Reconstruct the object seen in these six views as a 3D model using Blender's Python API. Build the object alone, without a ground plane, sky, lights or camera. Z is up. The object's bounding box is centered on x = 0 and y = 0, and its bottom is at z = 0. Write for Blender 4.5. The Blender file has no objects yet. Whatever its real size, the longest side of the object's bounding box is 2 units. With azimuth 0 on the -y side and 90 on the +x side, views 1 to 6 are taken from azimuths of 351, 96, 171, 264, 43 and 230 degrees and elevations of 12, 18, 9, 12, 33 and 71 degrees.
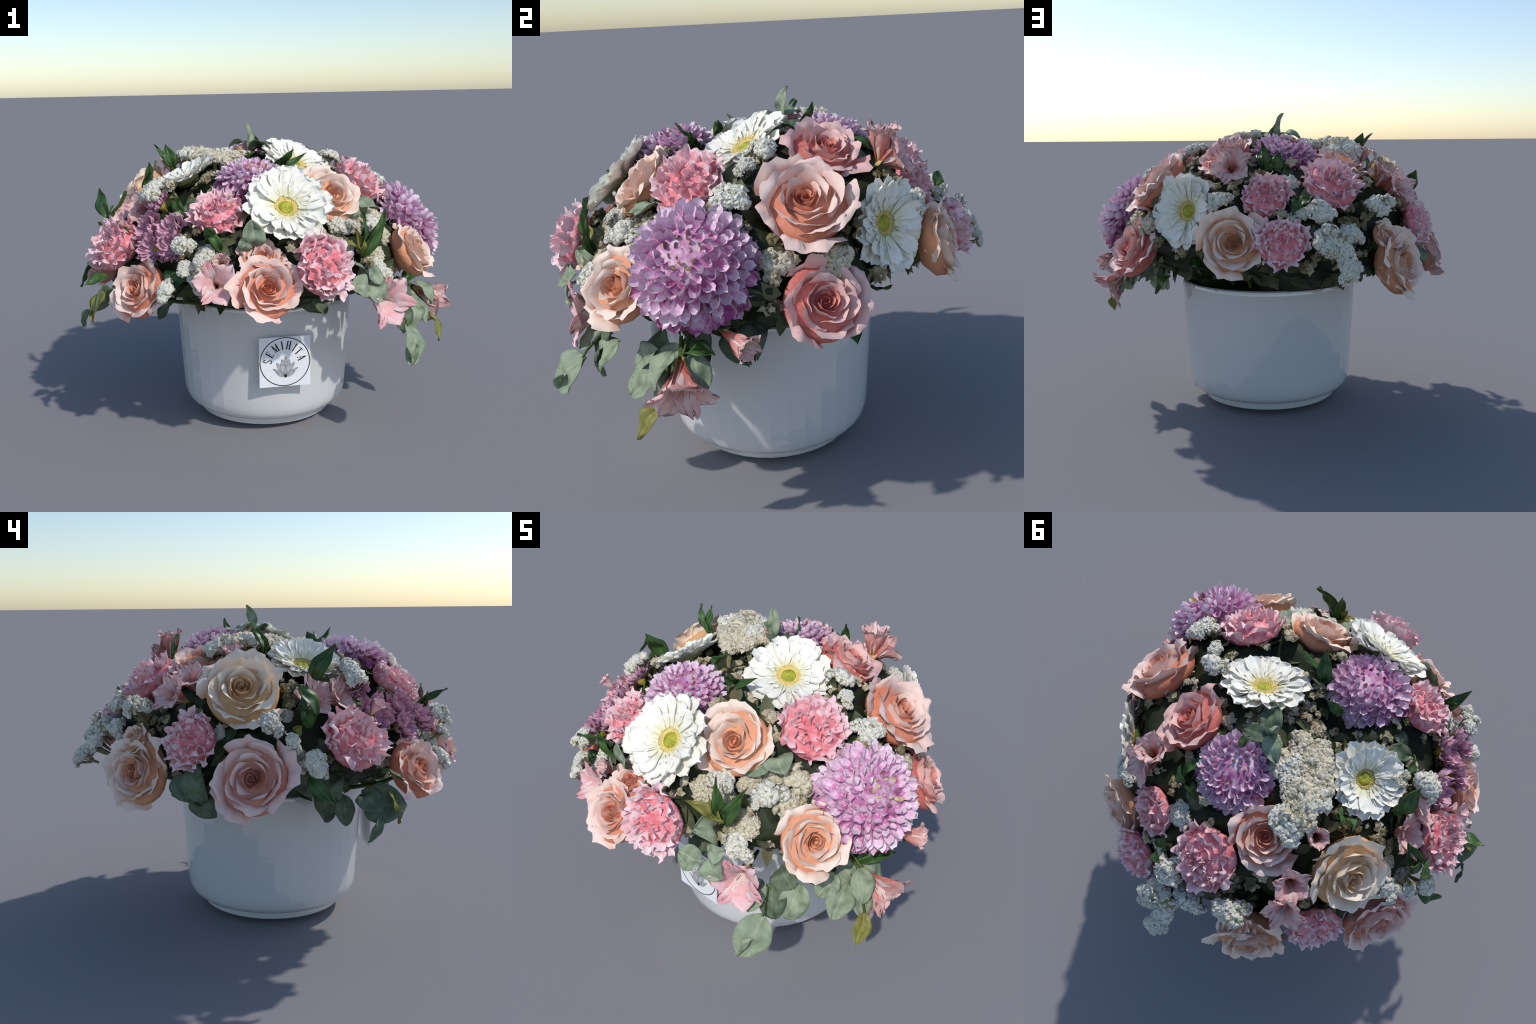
"""A dome-shaped bouquet of roses, gerberas, chrysanthemums and carnations in a white pot with a card."""
import bpy
import math
import random
import numpy as np
from mathutils import Matrix, Vector, noise

RNG = random.Random(7)
COL = bpy.context.scene.collection
PI = math.pi


# ------------------------------------------------------------------ helpers
def lin(r, g, b):
    f = lambda c: (c / 255 / 12.92) if c / 255 <= 0.04045 else ((c / 255 + 0.055) / 1.055) ** 2.4
    return (f(r), f(g), f(b), 1.0)


def mesh_from(name, verts, faces, mats, slots=None, smooth=True):
    me = bpy.data.meshes.new(name)
    me.from_pydata([tuple(v) for v in verts], [], [tuple(f) for f in faces])
    for m in mats:
        me.materials.append(m)
    if slots is not None:
        me.polygons.foreach_set("material_index", list(slots))
    me.polygons.foreach_set("use_smooth", [smooth] * len(me.polygons))
    me.update()
    return me


def place(name, me, parent=None, matrix=None, stuff=False):
    ob = bpy.data.objects.new(name, me)
    COL.objects.link(ob)
    if parent is not None:
        ob.parent = parent
    if matrix is not None:
        ob.matrix_local = matrix
    if stuff:
        ob["kind"] = "stuff"
    return ob


def frame(c, n, spin=0.0, size=1.0, up=None):
    """Local z along n, turned by spin, uniform size."""
    z = Vector(n).normalized()
    ref = Vector(up) if up is not None else Vector((0, 0, 1))
    if abs(ref.normalized().dot(z)) > 0.97:
        ref = Vector((0.2, 1, 0.1))
    x = (ref - z * ref.dot(z)).normalized()
    y = z.cross(x)
    rot = Matrix((x, y, z)).transposed().to_4x4()
    return Matrix.Translation(Vector(c)) @ rot @ Matrix.Rotation(spin, 4, "Z") @ Matrix.Scale(size, 4)


class Soup:
    """Collects grids and pieces that end up in one mesh."""

    def __init__(self):
        self.v, self.f, self.s = [], [], []

    def add(self, verts, faces, slot=0, m=None):
        o = len(self.v)
        self.v += [m @ Vector(p) for p in verts] if m is not None else [Vector(p) for p in verts]
        self.f += [tuple(i + o for i in f) for f in faces]
        self.s += [slot] * len(faces)

    def mesh(self, name, mats, smooth=True):
        return mesh_from(name, self.v, self.f, mats, self.s, smooth)


def grid_faces(nu, nv, wrap=False):
    out = []
    for j in range(nv - 1):
        for i in range(nu if wrap else nu - 1):
            a, b = j * nu + i, j * nu + (i + 1) % nu
            out.append((a, b, b + nu, a + nu))
    return out


def bez(p0, p1, p2, p3, t):
    s = 1 - t
    return tuple(s ** 3 * a + 3 * s * s * t * b + 3 * s * t * t * c + t ** 3 * d for a, b, c, d in zip(p0, p1, p2, p3))


def tube(path, r0, r1, sides=6):
    """Round rod along a list of points."""
    vs, n = [], len(path)
    for i, p in enumerate(path):
        p = Vector(p)
        d = (Vector(path[min(i + 1, n - 1)]) - Vector(path[max(i - 1, 0)])).normalized()
        a = d.orthogonal().normalized()
        b = d.cross(a)
        r = r0 + (r1 - r0) * i / (n - 1)
        for k in range(sides):
            an = 2 * PI * k / sides
            vs.append(p + a * math.cos(an) * r + b * math.sin(an) * r)
    return vs, grid_faces(sides, n, True)


# ------------------------------------------------------------------ materials
def new_mat(name, rough=0.6, spec=0.3):
    m = bpy.data.materials.new(name)
    m.use_nodes = True
    nt = m.node_tree
    b = nt.nodes["Principled BSDF"]
    b.inputs["Roughness"].default_value = rough
    b.inputs["Specular IOR Level"].default_value = spec
    return m, nt, b


def node(nt, kind, **inputs):
    n = nt.nodes.new(kind)
    for k, v in inputs.items():
        n.inputs[k.replace("_", " ")].default_value = v
    return n


def ramp(nt, fac, stops):
    r = nt.nodes.new("ShaderNodeValToRGB")
    e = r.color_ramp.elements
    while len(e) < len(stops):
        e.new(0.5)
    for el, (p, c) in zip(e, stops):
        el.position, el.color = p, c
    nt.links.new(fac, r.inputs[0])
    return r.outputs[0]


def mix(nt, fac, a, b, mode="MIX"):
    m = nt.nodes.new("ShaderNodeMix")
    m.data_type, m.blend_type = "RGBA", mode
    for sock, val in ((m.inputs[0], fac), (m.inputs[6], a), (m.inputs[7], b)):
        if hasattr(val, "is_linked"):
            nt.links.new(val, sock)
        else:
            sock.default_value = val
    return m.outputs[2]


def math_node(nt, op, a, b=0.0, clamp=False):
    m = nt.nodes.new("ShaderNodeMath")
    m.operation, m.use_clamp = op, clamp
    for sock, val in ((m.inputs[0], a), (m.inputs[1], b)):
        if hasattr(val, "is_linked"):
            nt.links.new(val, sock)
        else:
            sock.default_value = val
    return m.outputs[0]


def coords(nt, which):
    tc = nt.nodes.new("ShaderNodeTexCoord")
    sp = nt.nodes.new("ShaderNodeSeparateXYZ")
    nt.links.new(tc.outputs[which], sp.inputs[0])
    return tc.outputs[which], sp.outputs


def stretched(nt, vec, scale):
    mp = nt.nodes.new("ShaderNodeMapping")
    mp.inputs["Scale"].default_value = scale
    nt.links.new(vec, mp.inputs[0])
    return mp.outputs[0]


def noise_tex(nt, vec, scale, detail=3.0, rough=0.55):
    n = node(nt, "ShaderNodeTexNoise", Scale=scale, Detail=detail, Roughness=rough)
    nt.links.new(vec, n.inputs["Vector"])
    return n.outputs["Fac"]


def finish(nt, b, colour, bump=None, strength=0.3, dist=0.01, translucent=0.0):
    nt.links.new(colour, b.inputs["Base Color"])
    if bump is not None:
        bp = node(nt, "ShaderNodeBump", Strength=strength, Distance=dist)
        nt.links.new(bump, bp.inputs["Height"])
        nt.links.new(bp.outputs[0], b.inputs["Normal"])
    if translucent > 0:
        t = nt.nodes.new("ShaderNodeBsdfTranslucent")
        nt.links.new(colour, t.inputs["Color"])
        ms = nt.nodes.new("ShaderNodeMixShader")
        ms.inputs[0].default_value = translucent
        nt.links.new(b.outputs[0], ms.inputs[1])
        nt.links.new(t.outputs[0], ms.inputs[2])
        nt.links.new(ms.outputs[0], nt.nodes["Material Output"].inputs["Surface"])


def petal_mat(name, base, middle, edge, along="Z", vein=0.25, tint=0.12, mottle=7.0, trans=0.06, rough=0.5, stops=(0.15, 0.50, 0.84)):
    """Petal colour runs from its foot to its rim, with fine veins and blotches, a little different on each petal."""
    m, nt, b = new_mat(name, rough, 0.25)
    gen, g = coords(nt, "Generated")
    obj, _ = coords(nt, "Object")
    wob = noise_tex(nt, obj, 5.0, 3.0)
    pos = math_node(nt, "ADD", g["XYZ".index(along)], math_node(nt, "MULTIPLY", math_node(nt, "SUBTRACT", wob, 0.5), 0.55))
    col = ramp(nt, pos, list(zip(stops, (base, middle, edge))))
    blot = noise_tex(nt, obj, mottle, 4.0, 0.65)
    col = mix(nt, math_node(nt, "MULTIPLY", ramp(nt, blot, [(0.44, (0, 0, 0, 1)), (0.62, (1, 1, 1, 1))]), 0.7), col, edge)
    stripes = (60.0, 60.0, 2.0) if along == "Z" else (1.5, 26.0, 1.5)
    vn = noise_tex(nt, stretched(nt, gen, stripes), 1.0, 2.0)
    col = mix(nt, math_node(nt, "MULTIPLY", ramp(nt, vn, [(0.5, (0, 0, 0, 1)), (0.75, (1, 1, 1, 1))]), vein), col, base)
    inf = nt.nodes.new("ShaderNodeObjectInfo")
    col = mix(nt, math_node(nt, "MULTIPLY", inf.outputs["Random"], tint * 2), col, middle)
    finish(nt, b, col, vn, 0.25, 0.004, trans)
    return m


def object_mat(name, stops, scale, bump=0.5, dist=0.006, rough=0.6, detail=5.0, spec=0.25, trans=0.0, distort=0.0):
    """Blotched colour on Object coordinates."""
    m, nt, b = new_mat(name, rough, spec)
    obj, _ = coords(nt, "Object")
    n = noise_tex(nt, obj, scale, detail, 0.62)
    col = ramp(nt, n, stops)
    fine = noise_tex(nt, obj, scale * 4, 3.0)
    finish(nt, b, col, fine, bump, dist, trans)
    return m


def plain_mat(name, colour, rough=0.5, spec=0.4):
    m, nt, b = new_mat(name, rough, spec)
    b.inputs["Base Color"].default_value = colour
    return m


def leaf_mat(name, dark, light, midrib, rough=0.5, spec=0.4, trans=0.15, vein_amount=0.6):
    """Leaf: blade along Generated x, pale midrib on its centre line, side veins, blotches."""
    m, nt, b = new_mat(name, rough, spec)
    gen, g = coords(nt, "Generated")
    obj, _ = coords(nt, "Object")
    n = noise_tex(nt, obj, 3.5, 5.0)
    col = ramp(nt, n, [(0.32, dark), (0.64, light)])
    off = math_node(nt, "ABSOLUTE", math_node(nt, "SUBTRACT", g[1], 0.5))
    rib = ramp(nt, off, [(0.0, (1, 1, 1, 1)), (0.045, (0, 0, 0, 1))])
    slant = math_node(nt, "SUBTRACT", math_node(nt, "MULTIPLY", g[0], 9.0), math_node(nt, "MULTIPLY", off, 9.0))
    wave = math_node(nt, "SINE", math_node(nt, "MULTIPLY", slant, 2 * PI))
    side = ramp(nt, wave, [(0.9, (0, 0, 0, 1)), (1.0, (0.5, 0.5, 0.5, 1))])
    both = mix(nt, 1.0, rib, side, "LIGHTEN")
    col = mix(nt, math_node(nt, "MULTIPLY", both, vein_amount), col, midrib)
    inf = nt.nodes.new("ShaderNodeObjectInfo")
    col = mix(nt, math_node(nt, "MULTIPLY", inf.outputs["Random"], 0.35), col, light)
    finish(nt, b, col, n, 0.2, 0.004, trans)
    return m


ROSE_TINTS = {
    "peach": (lin(214, 116, 80), lin(232, 172, 148), lin(244, 220, 211)),
    "apricot": (lin(216, 132, 88), lin(238, 190, 160), lin(246, 227, 213)),
    "blush": (lin(208, 96, 86), lin(228, 154, 144), lin(240, 204, 198)),
    "ivory": (lin(214, 154, 94), lin(240, 208, 170), lin(247, 233, 216)),
    "cream_peach": (lin(212, 134, 86), lin(236, 192, 162), lin(244, 224, 211)),
    "pale_pink": (lin(206, 118, 86), lin(232, 182, 168), lin(242, 216, 210)),
}
ROSE_MATS = {k: petal_mat("rose_petal_" + k, *v, stops=(0.0, 0.44, 0.82)) for k, v in ROSE_TINTS.items()}


def heart_mat(name, base, middle, edge):
    """Rolled middle of the rose: deeper colour inside, pale on the outermost rolled rims."""
    m, nt, b = new_mat(name, 0.55, 0.25)
    obj, o = coords(nt, "Object")
    wob = noise_tex(nt, obj, 9.0, 3.0)
    h = math_node(nt, "ADD", math_node(nt, "MULTIPLY", o[2], 1.6), math_node(nt, "MULTIPLY", math_node(nt, "SUBTRACT", wob, 0.5), 0.9))
    col = ramp(nt, h, [(0.05, mix_colour(base, middle, 0.3)), (0.45, mix_colour(base, middle, 0.6)), (0.85, mix_colour(middle, edge, 0.6))])
    finish(nt, b, col, wob, 0.3, 0.01, 0.1)
    return m


def mix_colour(a, b, t):
    return tuple(x + (y - x) * t for x, y in zip(a, b))


HEART_MATS = {k: heart_mat("rose_heart_" + k, *v) for k, v in ROSE_TINTS.items()}
CALYX = object_mat("calyx_green", [(0.3, lin(52, 66, 34)), (0.7, lin(96, 112, 62))], 10.0)
CARNATION = petal_mat("carnation_petal", lin(214, 98, 106), lin(234, 158, 162), lin(245, 214, 218), vein=0.2, mottle=7.0, trans=0.08)
CARNATION_PALE = petal_mat("carnation_petal_pale", lin(220, 112, 122), lin(238, 176, 184), lin(247, 222, 226), vein=0.2, mottle=7.0, trans=0.08)
MUM = petal_mat("chrysanthemum_petal", lin(184, 80, 148), lin(212, 142, 188), lin(246, 232, 241), along="X", vein=0.2, mottle=5.0, stops=(0.25, 0.58, 0.86))  # tips painted nearly white for their highlights, also in the deep variant
MUM_DEEP = petal_mat("chrysanthemum_petal_deep", lin(160, 72, 126), lin(196, 128, 170), lin(243, 226, 237), along="X", vein=0.2, mottle=5.0, stops=(0.25, 0.58, 0.86))
MUM_HEART = object_mat("chrysanthemum_heart", [(0.33, lin(112, 66, 78)), (0.46, lin(172, 116, 134)), (0.58, lin(206, 196, 140))], 5.0)
DAISY = petal_mat("daisy_petal", lin(224, 190, 202), lin(186, 124, 150), lin(222, 176, 194), along="X", vein=0.45)
DAISY_DISC = object_mat("daisy_disc", [(0.35, lin(120, 112, 34)), (0.65, lin(196, 176, 66))], 24.0)
GERBERA = petal_mat("gerbera_petal", lin(226, 222, 180), lin(243, 240, 226), lin(248, 246, 238), along="X", vein=0.30, tint=0.1, mottle=3.0)
FLORET_YELLOW = object_mat("gerbera_floret", [(0.35, lin(222, 190, 96)), (0.65, lin(244, 232, 170))], 30.0)
DISC_GREEN = object_mat("gerbera_disc", [(0.3, lin(128, 130, 30)), (0.7, lin(190, 190, 72))], 9.0)
STATICE = object_mat("statice_floret", [(0.28, lin(140, 132, 98)), (0.40, lin(198, 194, 174)), (0.52, lin(232, 230, 220)), (0.62, lin(224, 222, 206)), (0.72, lin(180, 182, 104))], 5.0)
STATICE_CREAM = object_mat("statice_floret_cream", [(0.26, lin(128, 116, 80)), (0.40, lin(190, 180, 152)), (0.55, lin(222, 215, 196)), (0.66, lin(216, 206, 170)), (0.74, lin(200, 190, 96))], 5.0)
STATICE_BASE = object_mat("statice_calyx", [(0.3, lin(92, 96, 50)), (0.5, lin(150, 142, 98)), (0.65, lin(206, 198, 172))], 14.0)
RUSCUS = leaf_mat("ruscus_leaf", lin(34, 62, 30), lin(70, 104, 52), lin(110, 140, 84), 0.4, 0.4)
EUCALYPTUS = leaf_mat("eucalyptus_leaf", lin(104, 120, 92), lin(158, 172, 146), lin(184, 190, 158), 0.6, 0.3)
EUCALYPTUS_DARK = leaf_mat("eucalyptus_leaf_dark", lin(66, 82, 62), lin(112, 128, 104), lin(140, 152, 118), 0.6, 0.3)
OLIVE_LEAF = leaf_mat("olive_leaf", lin(92, 98, 40), lin(146, 142, 74), lin(170, 160, 92), 0.5, 0.35)
STEM = object_mat("stem_green", [(0.3, lin(44, 62, 30)), (0.7, lin(92, 112, 56))], 12.0)
CORE = object_mat("shade_darkened_foliage", [(0.3, lin(20, 26, 14)), (0.55, lin(38, 48, 26)), (0.75, lin(62, 60, 38))], 10.0)  # base colour taken very dark: occlusion shade of the gaps is baked in
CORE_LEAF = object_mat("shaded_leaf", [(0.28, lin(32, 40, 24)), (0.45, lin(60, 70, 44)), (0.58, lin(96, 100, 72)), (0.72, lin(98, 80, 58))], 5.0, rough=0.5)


def alstroemeria_mat(name, base, middle, edge, streaks, blush):
    m, nt, b = new_mat(name, 0.5, 0.3)
    gen, g = coords(nt, "Generated")
    obj, _ = coords(nt, "Object")
    col = ramp(nt, math_node(nt, "ADD", g[0], math_node(nt, "MULTIPLY", math_node(nt, "SUBTRACT", noise_tex(nt, obj, 3.0), 0.5), 0.4)),
               [(0.1, base), (0.45, middle), (0.75, blush), (0.95, edge)])
    st = noise_tex(nt, stretched(nt, gen, (3.0, 22.0, 1.0)), 1.0, 1.0)
    dash = ramp(nt, st, [(0.60, (0, 0, 0, 1)), (0.66, (1, 1, 1, 1))])
    col = mix(nt, math_node(nt, "MULTIPLY", dash, streaks), col, lin(120, 40, 50))
    finish(nt, b, col, st, 0.15, 0.004, 0.15)
    return m


ALST_OUTER = alstroemeria_mat("alstroemeria_tepal", lin(196, 84, 64), lin(214, 138, 128), lin(238, 206, 202), 0.35, lin(226, 170, 164))
ALST_INNER = alstroemeria_mat("alstroemeria_streaked_tepal", lin(214, 190, 90), lin(234, 204, 194), lin(230, 180, 178), 0.9, lin(238, 214, 208))
ALST_PALE = alstroemeria_mat("alstroemeria_pale_tepal", lin(222, 140, 130), lin(244, 224, 220), lin(243, 212, 214), 0.0, lin(236, 176, 176))
ALST_PALE_IN = alstroemeria_mat("alstroemeria_pale_streaked_tepal", lin(220, 200, 110), lin(240, 220, 214), lin(234, 170, 176), 0.8, lin(240, 224, 220))

# ------------------------------------------------------------------ root
root = bpy.data.objects.new("flower_arrangement", None)
COL.objects.link(root)
root["label"] = "dome bouquet of roses, gerberas and carnations in white pot"
root["category"] = "flower arrangement"

# ------------------------------------------------------------------ pot
POT_X, POT_Y = -0.002, -0.040


def build_pot():
    sides = 38
    prof = [(0.0, 0.0), (0.250, 0.0), (0.300, 0.020), (0.364, 0.027), (0.374, 0.031), (0.377, 0.040), (0.379, 0.062), (0.379, 0.070), (0.402, 0.0715),
            (0.415, 0.077), (0.434, 0.092), (0.449, 0.114), (0.457, 0.150), (0.461, 0.20), (0.470, 0.36), (0.478, 0.50),
            (0.486, 0.652), (0.4865, 0.676), (0.482, 0.691), (0.472, 0.696), (0.463, 0.690), (0.458, 0.66), (0.45, 0.5), (0.43, 0.45), (0.0, 0.44)]
    vs, fs = [], []
    for r, z in prof:
        for k in range(sides):
            a = 2 * PI * (k + 0.5) / sides
            vs.append((r * math.cos(a), r * math.sin(a), z))
    for j in range(len(prof) - 1):
        for k in range(sides):
            a, b = j * sides + k, j * sides + (k + 1) % sides
            if j == 0:
                fs.append((a, b + sides, a + sides)[::-1] if False else (0, a + sides, b + sides)[::-1])
            elif j == len(prof) - 2:
                fs.append((a, b, (len(prof) - 1) * sides))
            else:
                fs.append((a, b, b + sides, a + sides))
    m, nt, b = new_mat("glazed_ceramic", 0.03, 0.8)
    b.inputs["Metallic"].default_value = 0.08
    obj, o = coords(nt, "Object")
    n = noise_tex(nt, obj, 3.0, 2.0)
    nt.links.new(ramp(nt, n, [(0.3, lin(212, 213, 213)), (0.7, lin(217, 217, 216))]), b.inputs["Base Color"])
    me = mesh_from("pot", vs, fs, [m])
    me.set_sharp_from_angle(angle=math.radians(25))
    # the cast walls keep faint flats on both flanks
    sharp = me.attributes.get("sharp_edge") or me.attributes.new("sharp_edge", "BOOLEAN", "EDGE")
    for e in me.edges:
        a, c = me.vertices[e.vertices[0]].co, me.vertices[e.vertices[1]].co
        if abs(a.z - c.z) > 0.02 and min(a.z, c.z) > 0.05 and math.hypot(a.x, a.y) > 0.44:
            mid = (a + c) / 2
            if abs(mid.y) < 0.80 * math.hypot(mid.x, mid.y):
                sharp.data[e.index].value = True
    return place("pot", me, root, Matrix.Translation((POT_X, POT_Y, 0)))


build_pot()


# ------------------------------------------------------------------ card with the printed mark
CARD_X0, CARD_X1, CARD_Z0, CARD_Z1, CARD_Y = -0.119, 0.143, 0.303, 0.565, -0.565
CARD_W = CARD_X1 - CARD_X0


def ribbon(path, w0, w1=None, closed=False):
    """Flat printed stroke in the card plane (x, z), a width at each end; returns verts and faces."""
    pts = [Vector((p[0], p[1])) for p in path]
    n = len(pts)
    vs = []
    for i, p in enumerate(pts):
        if closed:
            d = pts[(i + 1) % n] - pts[i - 1]
        else:
            d = pts[min(i + 1, n - 1)] - pts[max(i - 1, 0)]
        d = d.normalized() if d.length > 1e-9 else Vector((1, 0))
        q = Vector((-d.y, d.x))
        w = w0 if w1 is None else w0 + (w1 - w0) * i / (n - 1)
        vs += [(p.x + q.x * w / 2, 0, p.y + q.y * w / 2), (p.x - q.x * w / 2, 0, p.y - q.y * w / 2)]
    fs = [(2 * i, 2 * i + 1, (2 * i + 3) % (2 * n), (2 * i + 2) % (2 * n)) for i in range(n if closed else n - 1)]
    return vs, fs


def letter_strokes(ch):
    """Condensed serif letters as strokes: list of (points, width), in a box 0.62 wide, 1 high, centred."""
    thick, thin, serif = 0.135, 0.05, 0.05
    foot = lambda x, y, h=0.13: ([(x - h, y), (x + h, y)], serif)
    if ch == "I":
        return [([(0, -0.5), (0, 0.5)], thick), foot(0, -0.48), foot(0, 0.48)]
    if ch == "H":
        return [([(-0.2, -0.5), (-0.2, 0.5)], thick), ([(0.2, -0.5), (0.2, 0.5)], thick), ([(-0.2, 0), (0.2, 0)], thin),
                foot(-0.2, -0.48), foot(-0.2, 0.48), foot(0.2, -0.48), foot(0.2, 0.48)]
    if ch == "E":
        return [([(-0.17, -0.5), (-0.17, 0.5)], thick), ([(-0.26, 0.47), (0.2, 0.47)], thin), ([(-0.26, -0.47), (0.22, -0.47)], thin),
                ([(-0.17, 0.02), (0.12, 0.02)], thin), ([(0.2, 0.47), (0.2, 0.3)], thin), ([(0.22, -0.47), (0.22, -0.28)], thin), ([(0.12, 0.12), (0.12, -0.08)], thin)]
    if ch == "M":
        return [([(-0.3, -0.5), (-0.3, 0.5)], thin), ([(0.3, -0.5), (0.3, 0.5)], thick), ([(-0.3, 0.5), (0.0, -0.48)], thick), ([(0.0, -0.48), (0.3, 0.5)], thin),
                foot(-0.3, -0.48, 0.09), foot(0.3, -0.48), foot(-0.32, 0.48, 0.08), foot(0.34, 0.48, 0.08)]
    if ch == "T":
        return [([(0, -0.5), (0, 0.48)], thick), ([(-0.27, 0.47), (0.27, 0.47)], thin), ([(-0.27, 0.49), (-0.27, 0.28)], thin), ([(0.27, 0.49), (0.27, 0.28)], thin), foot(0, -0.48)]
    if ch == "A":
        return [([(-0.24, -0.5), (0.0, 0.5)], thin), ([(0.0, 0.5), (0.24, -0.5)], thick), ([(-0.16, -0.14), (0.15, -0.14)], thin), foot(-0.24, -0.48, 0.09), foot(0.24, -0.48, 0.11)]
    spine = [(0.2, 0.33), (0.12, 0.46), (0.0, 0.49), (-0.14, 0.44), (-0.2, 0.3), (-0.14, 0.14), (0.0, 0.02), (0.15, -0.12), (0.21, -0.28), (0.14, -0.43), (0.0, -0.49), (-0.13, -0.45), (-0.21, -0.3)]
    return [(spine, 0.10), ([(0.2, 0.45), (0.2, 0.26)], thin), ([(-0.21, -0.44), (-0.21, -0.24)], thin)]


def build_card():
    white = plain_mat("white_paper", lin(236, 238, 242), 0.45, 0.4)
    ink = plain_mat("black_ink", lin(26, 24, 24), 0.6, 0.2)
    grey = object_mat("grey_ink_wash", [(0.35, lin(178, 178, 180)), (0.65, lin(204, 204, 206))], 60.0, bump=0.0)
    half, t = CARD_W / 2, 0.003
    vs = [(sx * half, sy, sz * half) for sy in (0, t) for sx, sz in ((-1, -1), (1, -1), (1, 1), (-1, 1))]
    fs = [(0, 1, 2, 3), (7, 6, 5, 4), (0, 4, 5, 1), (1, 5, 6, 2), (2, 6, 7, 3), (3, 7, 4, 0)]
    centre = ((CARD_X0 + CARD_X1) / 2, CARD_Y, (CARD_Z0 + CARD_Z1) / 2)
    card = place("card", mesh_from("card", vs, fs, [white], smooth=False), root, Matrix.Translation(centre))
    front = lambda k: Matrix.Translation((0, -0.0006 * k, 0))
    ring = [(math.cos(a) * 0.485 * CARD_W, math.sin(a) * 0.485 * CARD_W) for a in (2 * PI * k / 96 for k in range(96))]
    v, f = ribbon(ring, 0.0042, closed=True)
    place("printed_ring", mesh_from("printed_ring", v, f, [ink], smooth=False), card, front(2))
    word = [("S", 176), ("E", 151), ("M", 123), ("I", 99), ("H", 77), ("I", 55), ("T", 36), ("A", 11)]
    size = 0.165 * CARD_W
    for ch, ang in word:
        s = Soup()
        for pts, w in letter_strokes(ch):
            v, f = ribbon([(p[0] * size * 0.82, p[1] * size) for p in pts], w * size)
            s.add(v, f)
        a = math.radians(ang)
        rad = 0.335 * CARD_W
        lean = Matrix.Rotation(-(a - PI / 2) * 0.92, 4, "Y")
        place("printed_letter", s.mesh("printed_letter", [ink], False), card, Matrix.Translation((rad * math.cos(a), -0.0012, rad * math.sin(a))) @ lean)
    # water-lily mark: grey petals with dark outlines and fine veins, fanning out of a black foot
    base = (0.01 * CARD_W, -0.285 * CARD_W)
    fan = [(0, 0.16, 0.395, 0.075), (-12, 0.14, 0.345, 0.075), (13, 0.14, 0.34, 0.08), (-33, 0.12, 0.32, 0.075), (33, 0.12, 0.32, 0.075),
           (-58, 0.02, 0.29, 0.07), (58, 0.02, 0.29, 0.07), (-66, 0.0, 0.20, 0.10), (66, 0.0, 0.20, 0.10), (-20, 0.0, 0.27, 0.115), (20, 0.0, 0.27, 0.115)]
    for i, (deg, a0, a1, w) in enumerate(fan):
        an = math.radians(deg)
        dx, dz = math.sin(an), math.cos(an)

        def at(along, across):
            return (base[0] + (dx * along + dz * across) * CARD_W, base[1] + (dz * along - dx * across) * CARD_W)

        prof = lambda q: math.sin(PI * q ** 0.8) ** 0.75 * w / 2
        steps = [k / 14 for k in range(15)]
        left = [at(a0 + (a1 - a0) * q, -prof(q)) for q in steps]
        right = [at(a0 + (a1 - a0) * q, prof(q)) for q in steps]
        lay = 1 + 0.12 * i
        s = Soup()
        n = len(steps)
        s.add([(p[0], 0, p[1]) for p in left + right], [(k, n + k, n + k + 1, k + 1) for k in range(n - 1)], 0)
        m = Matrix.Translation((0, -0.0003, 0))
        for edge in (left, right):
            s.add(*ribbon(edge, 0.0009), 1, m)
        for c in (-0.6, -0.2, 0.2, 0.6):
            s.add(*ribbon([at(a0 + (a1 - a0) * q, prof(q) * c) for q in steps], 0.00035), 1, m)
        place("printed_petal", s.mesh("printed_petal", [grey, ink], False), card, front(lay))
    dot = [(base[0] + math.cos(a) * 0.026 * CARD_W, base[1] + math.sin(a) * 0.032 * CARD_W) for a in (2 * PI * k / 16 for k in range(16))]
    place("printed_foot", mesh_from("printed_foot", [(p[0], 0, p[1]) for p in dot], [tuple(range(16))], [ink], smooth=False), card, front(5))


build_card()


# ------------------------------------------------------------------ petal shapes
def lump(x, y, z, f, seed):
    return noise.noise(Vector((x * f + seed * 7.3, y * f - seed * 3.1, z * f + seed)))


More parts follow.
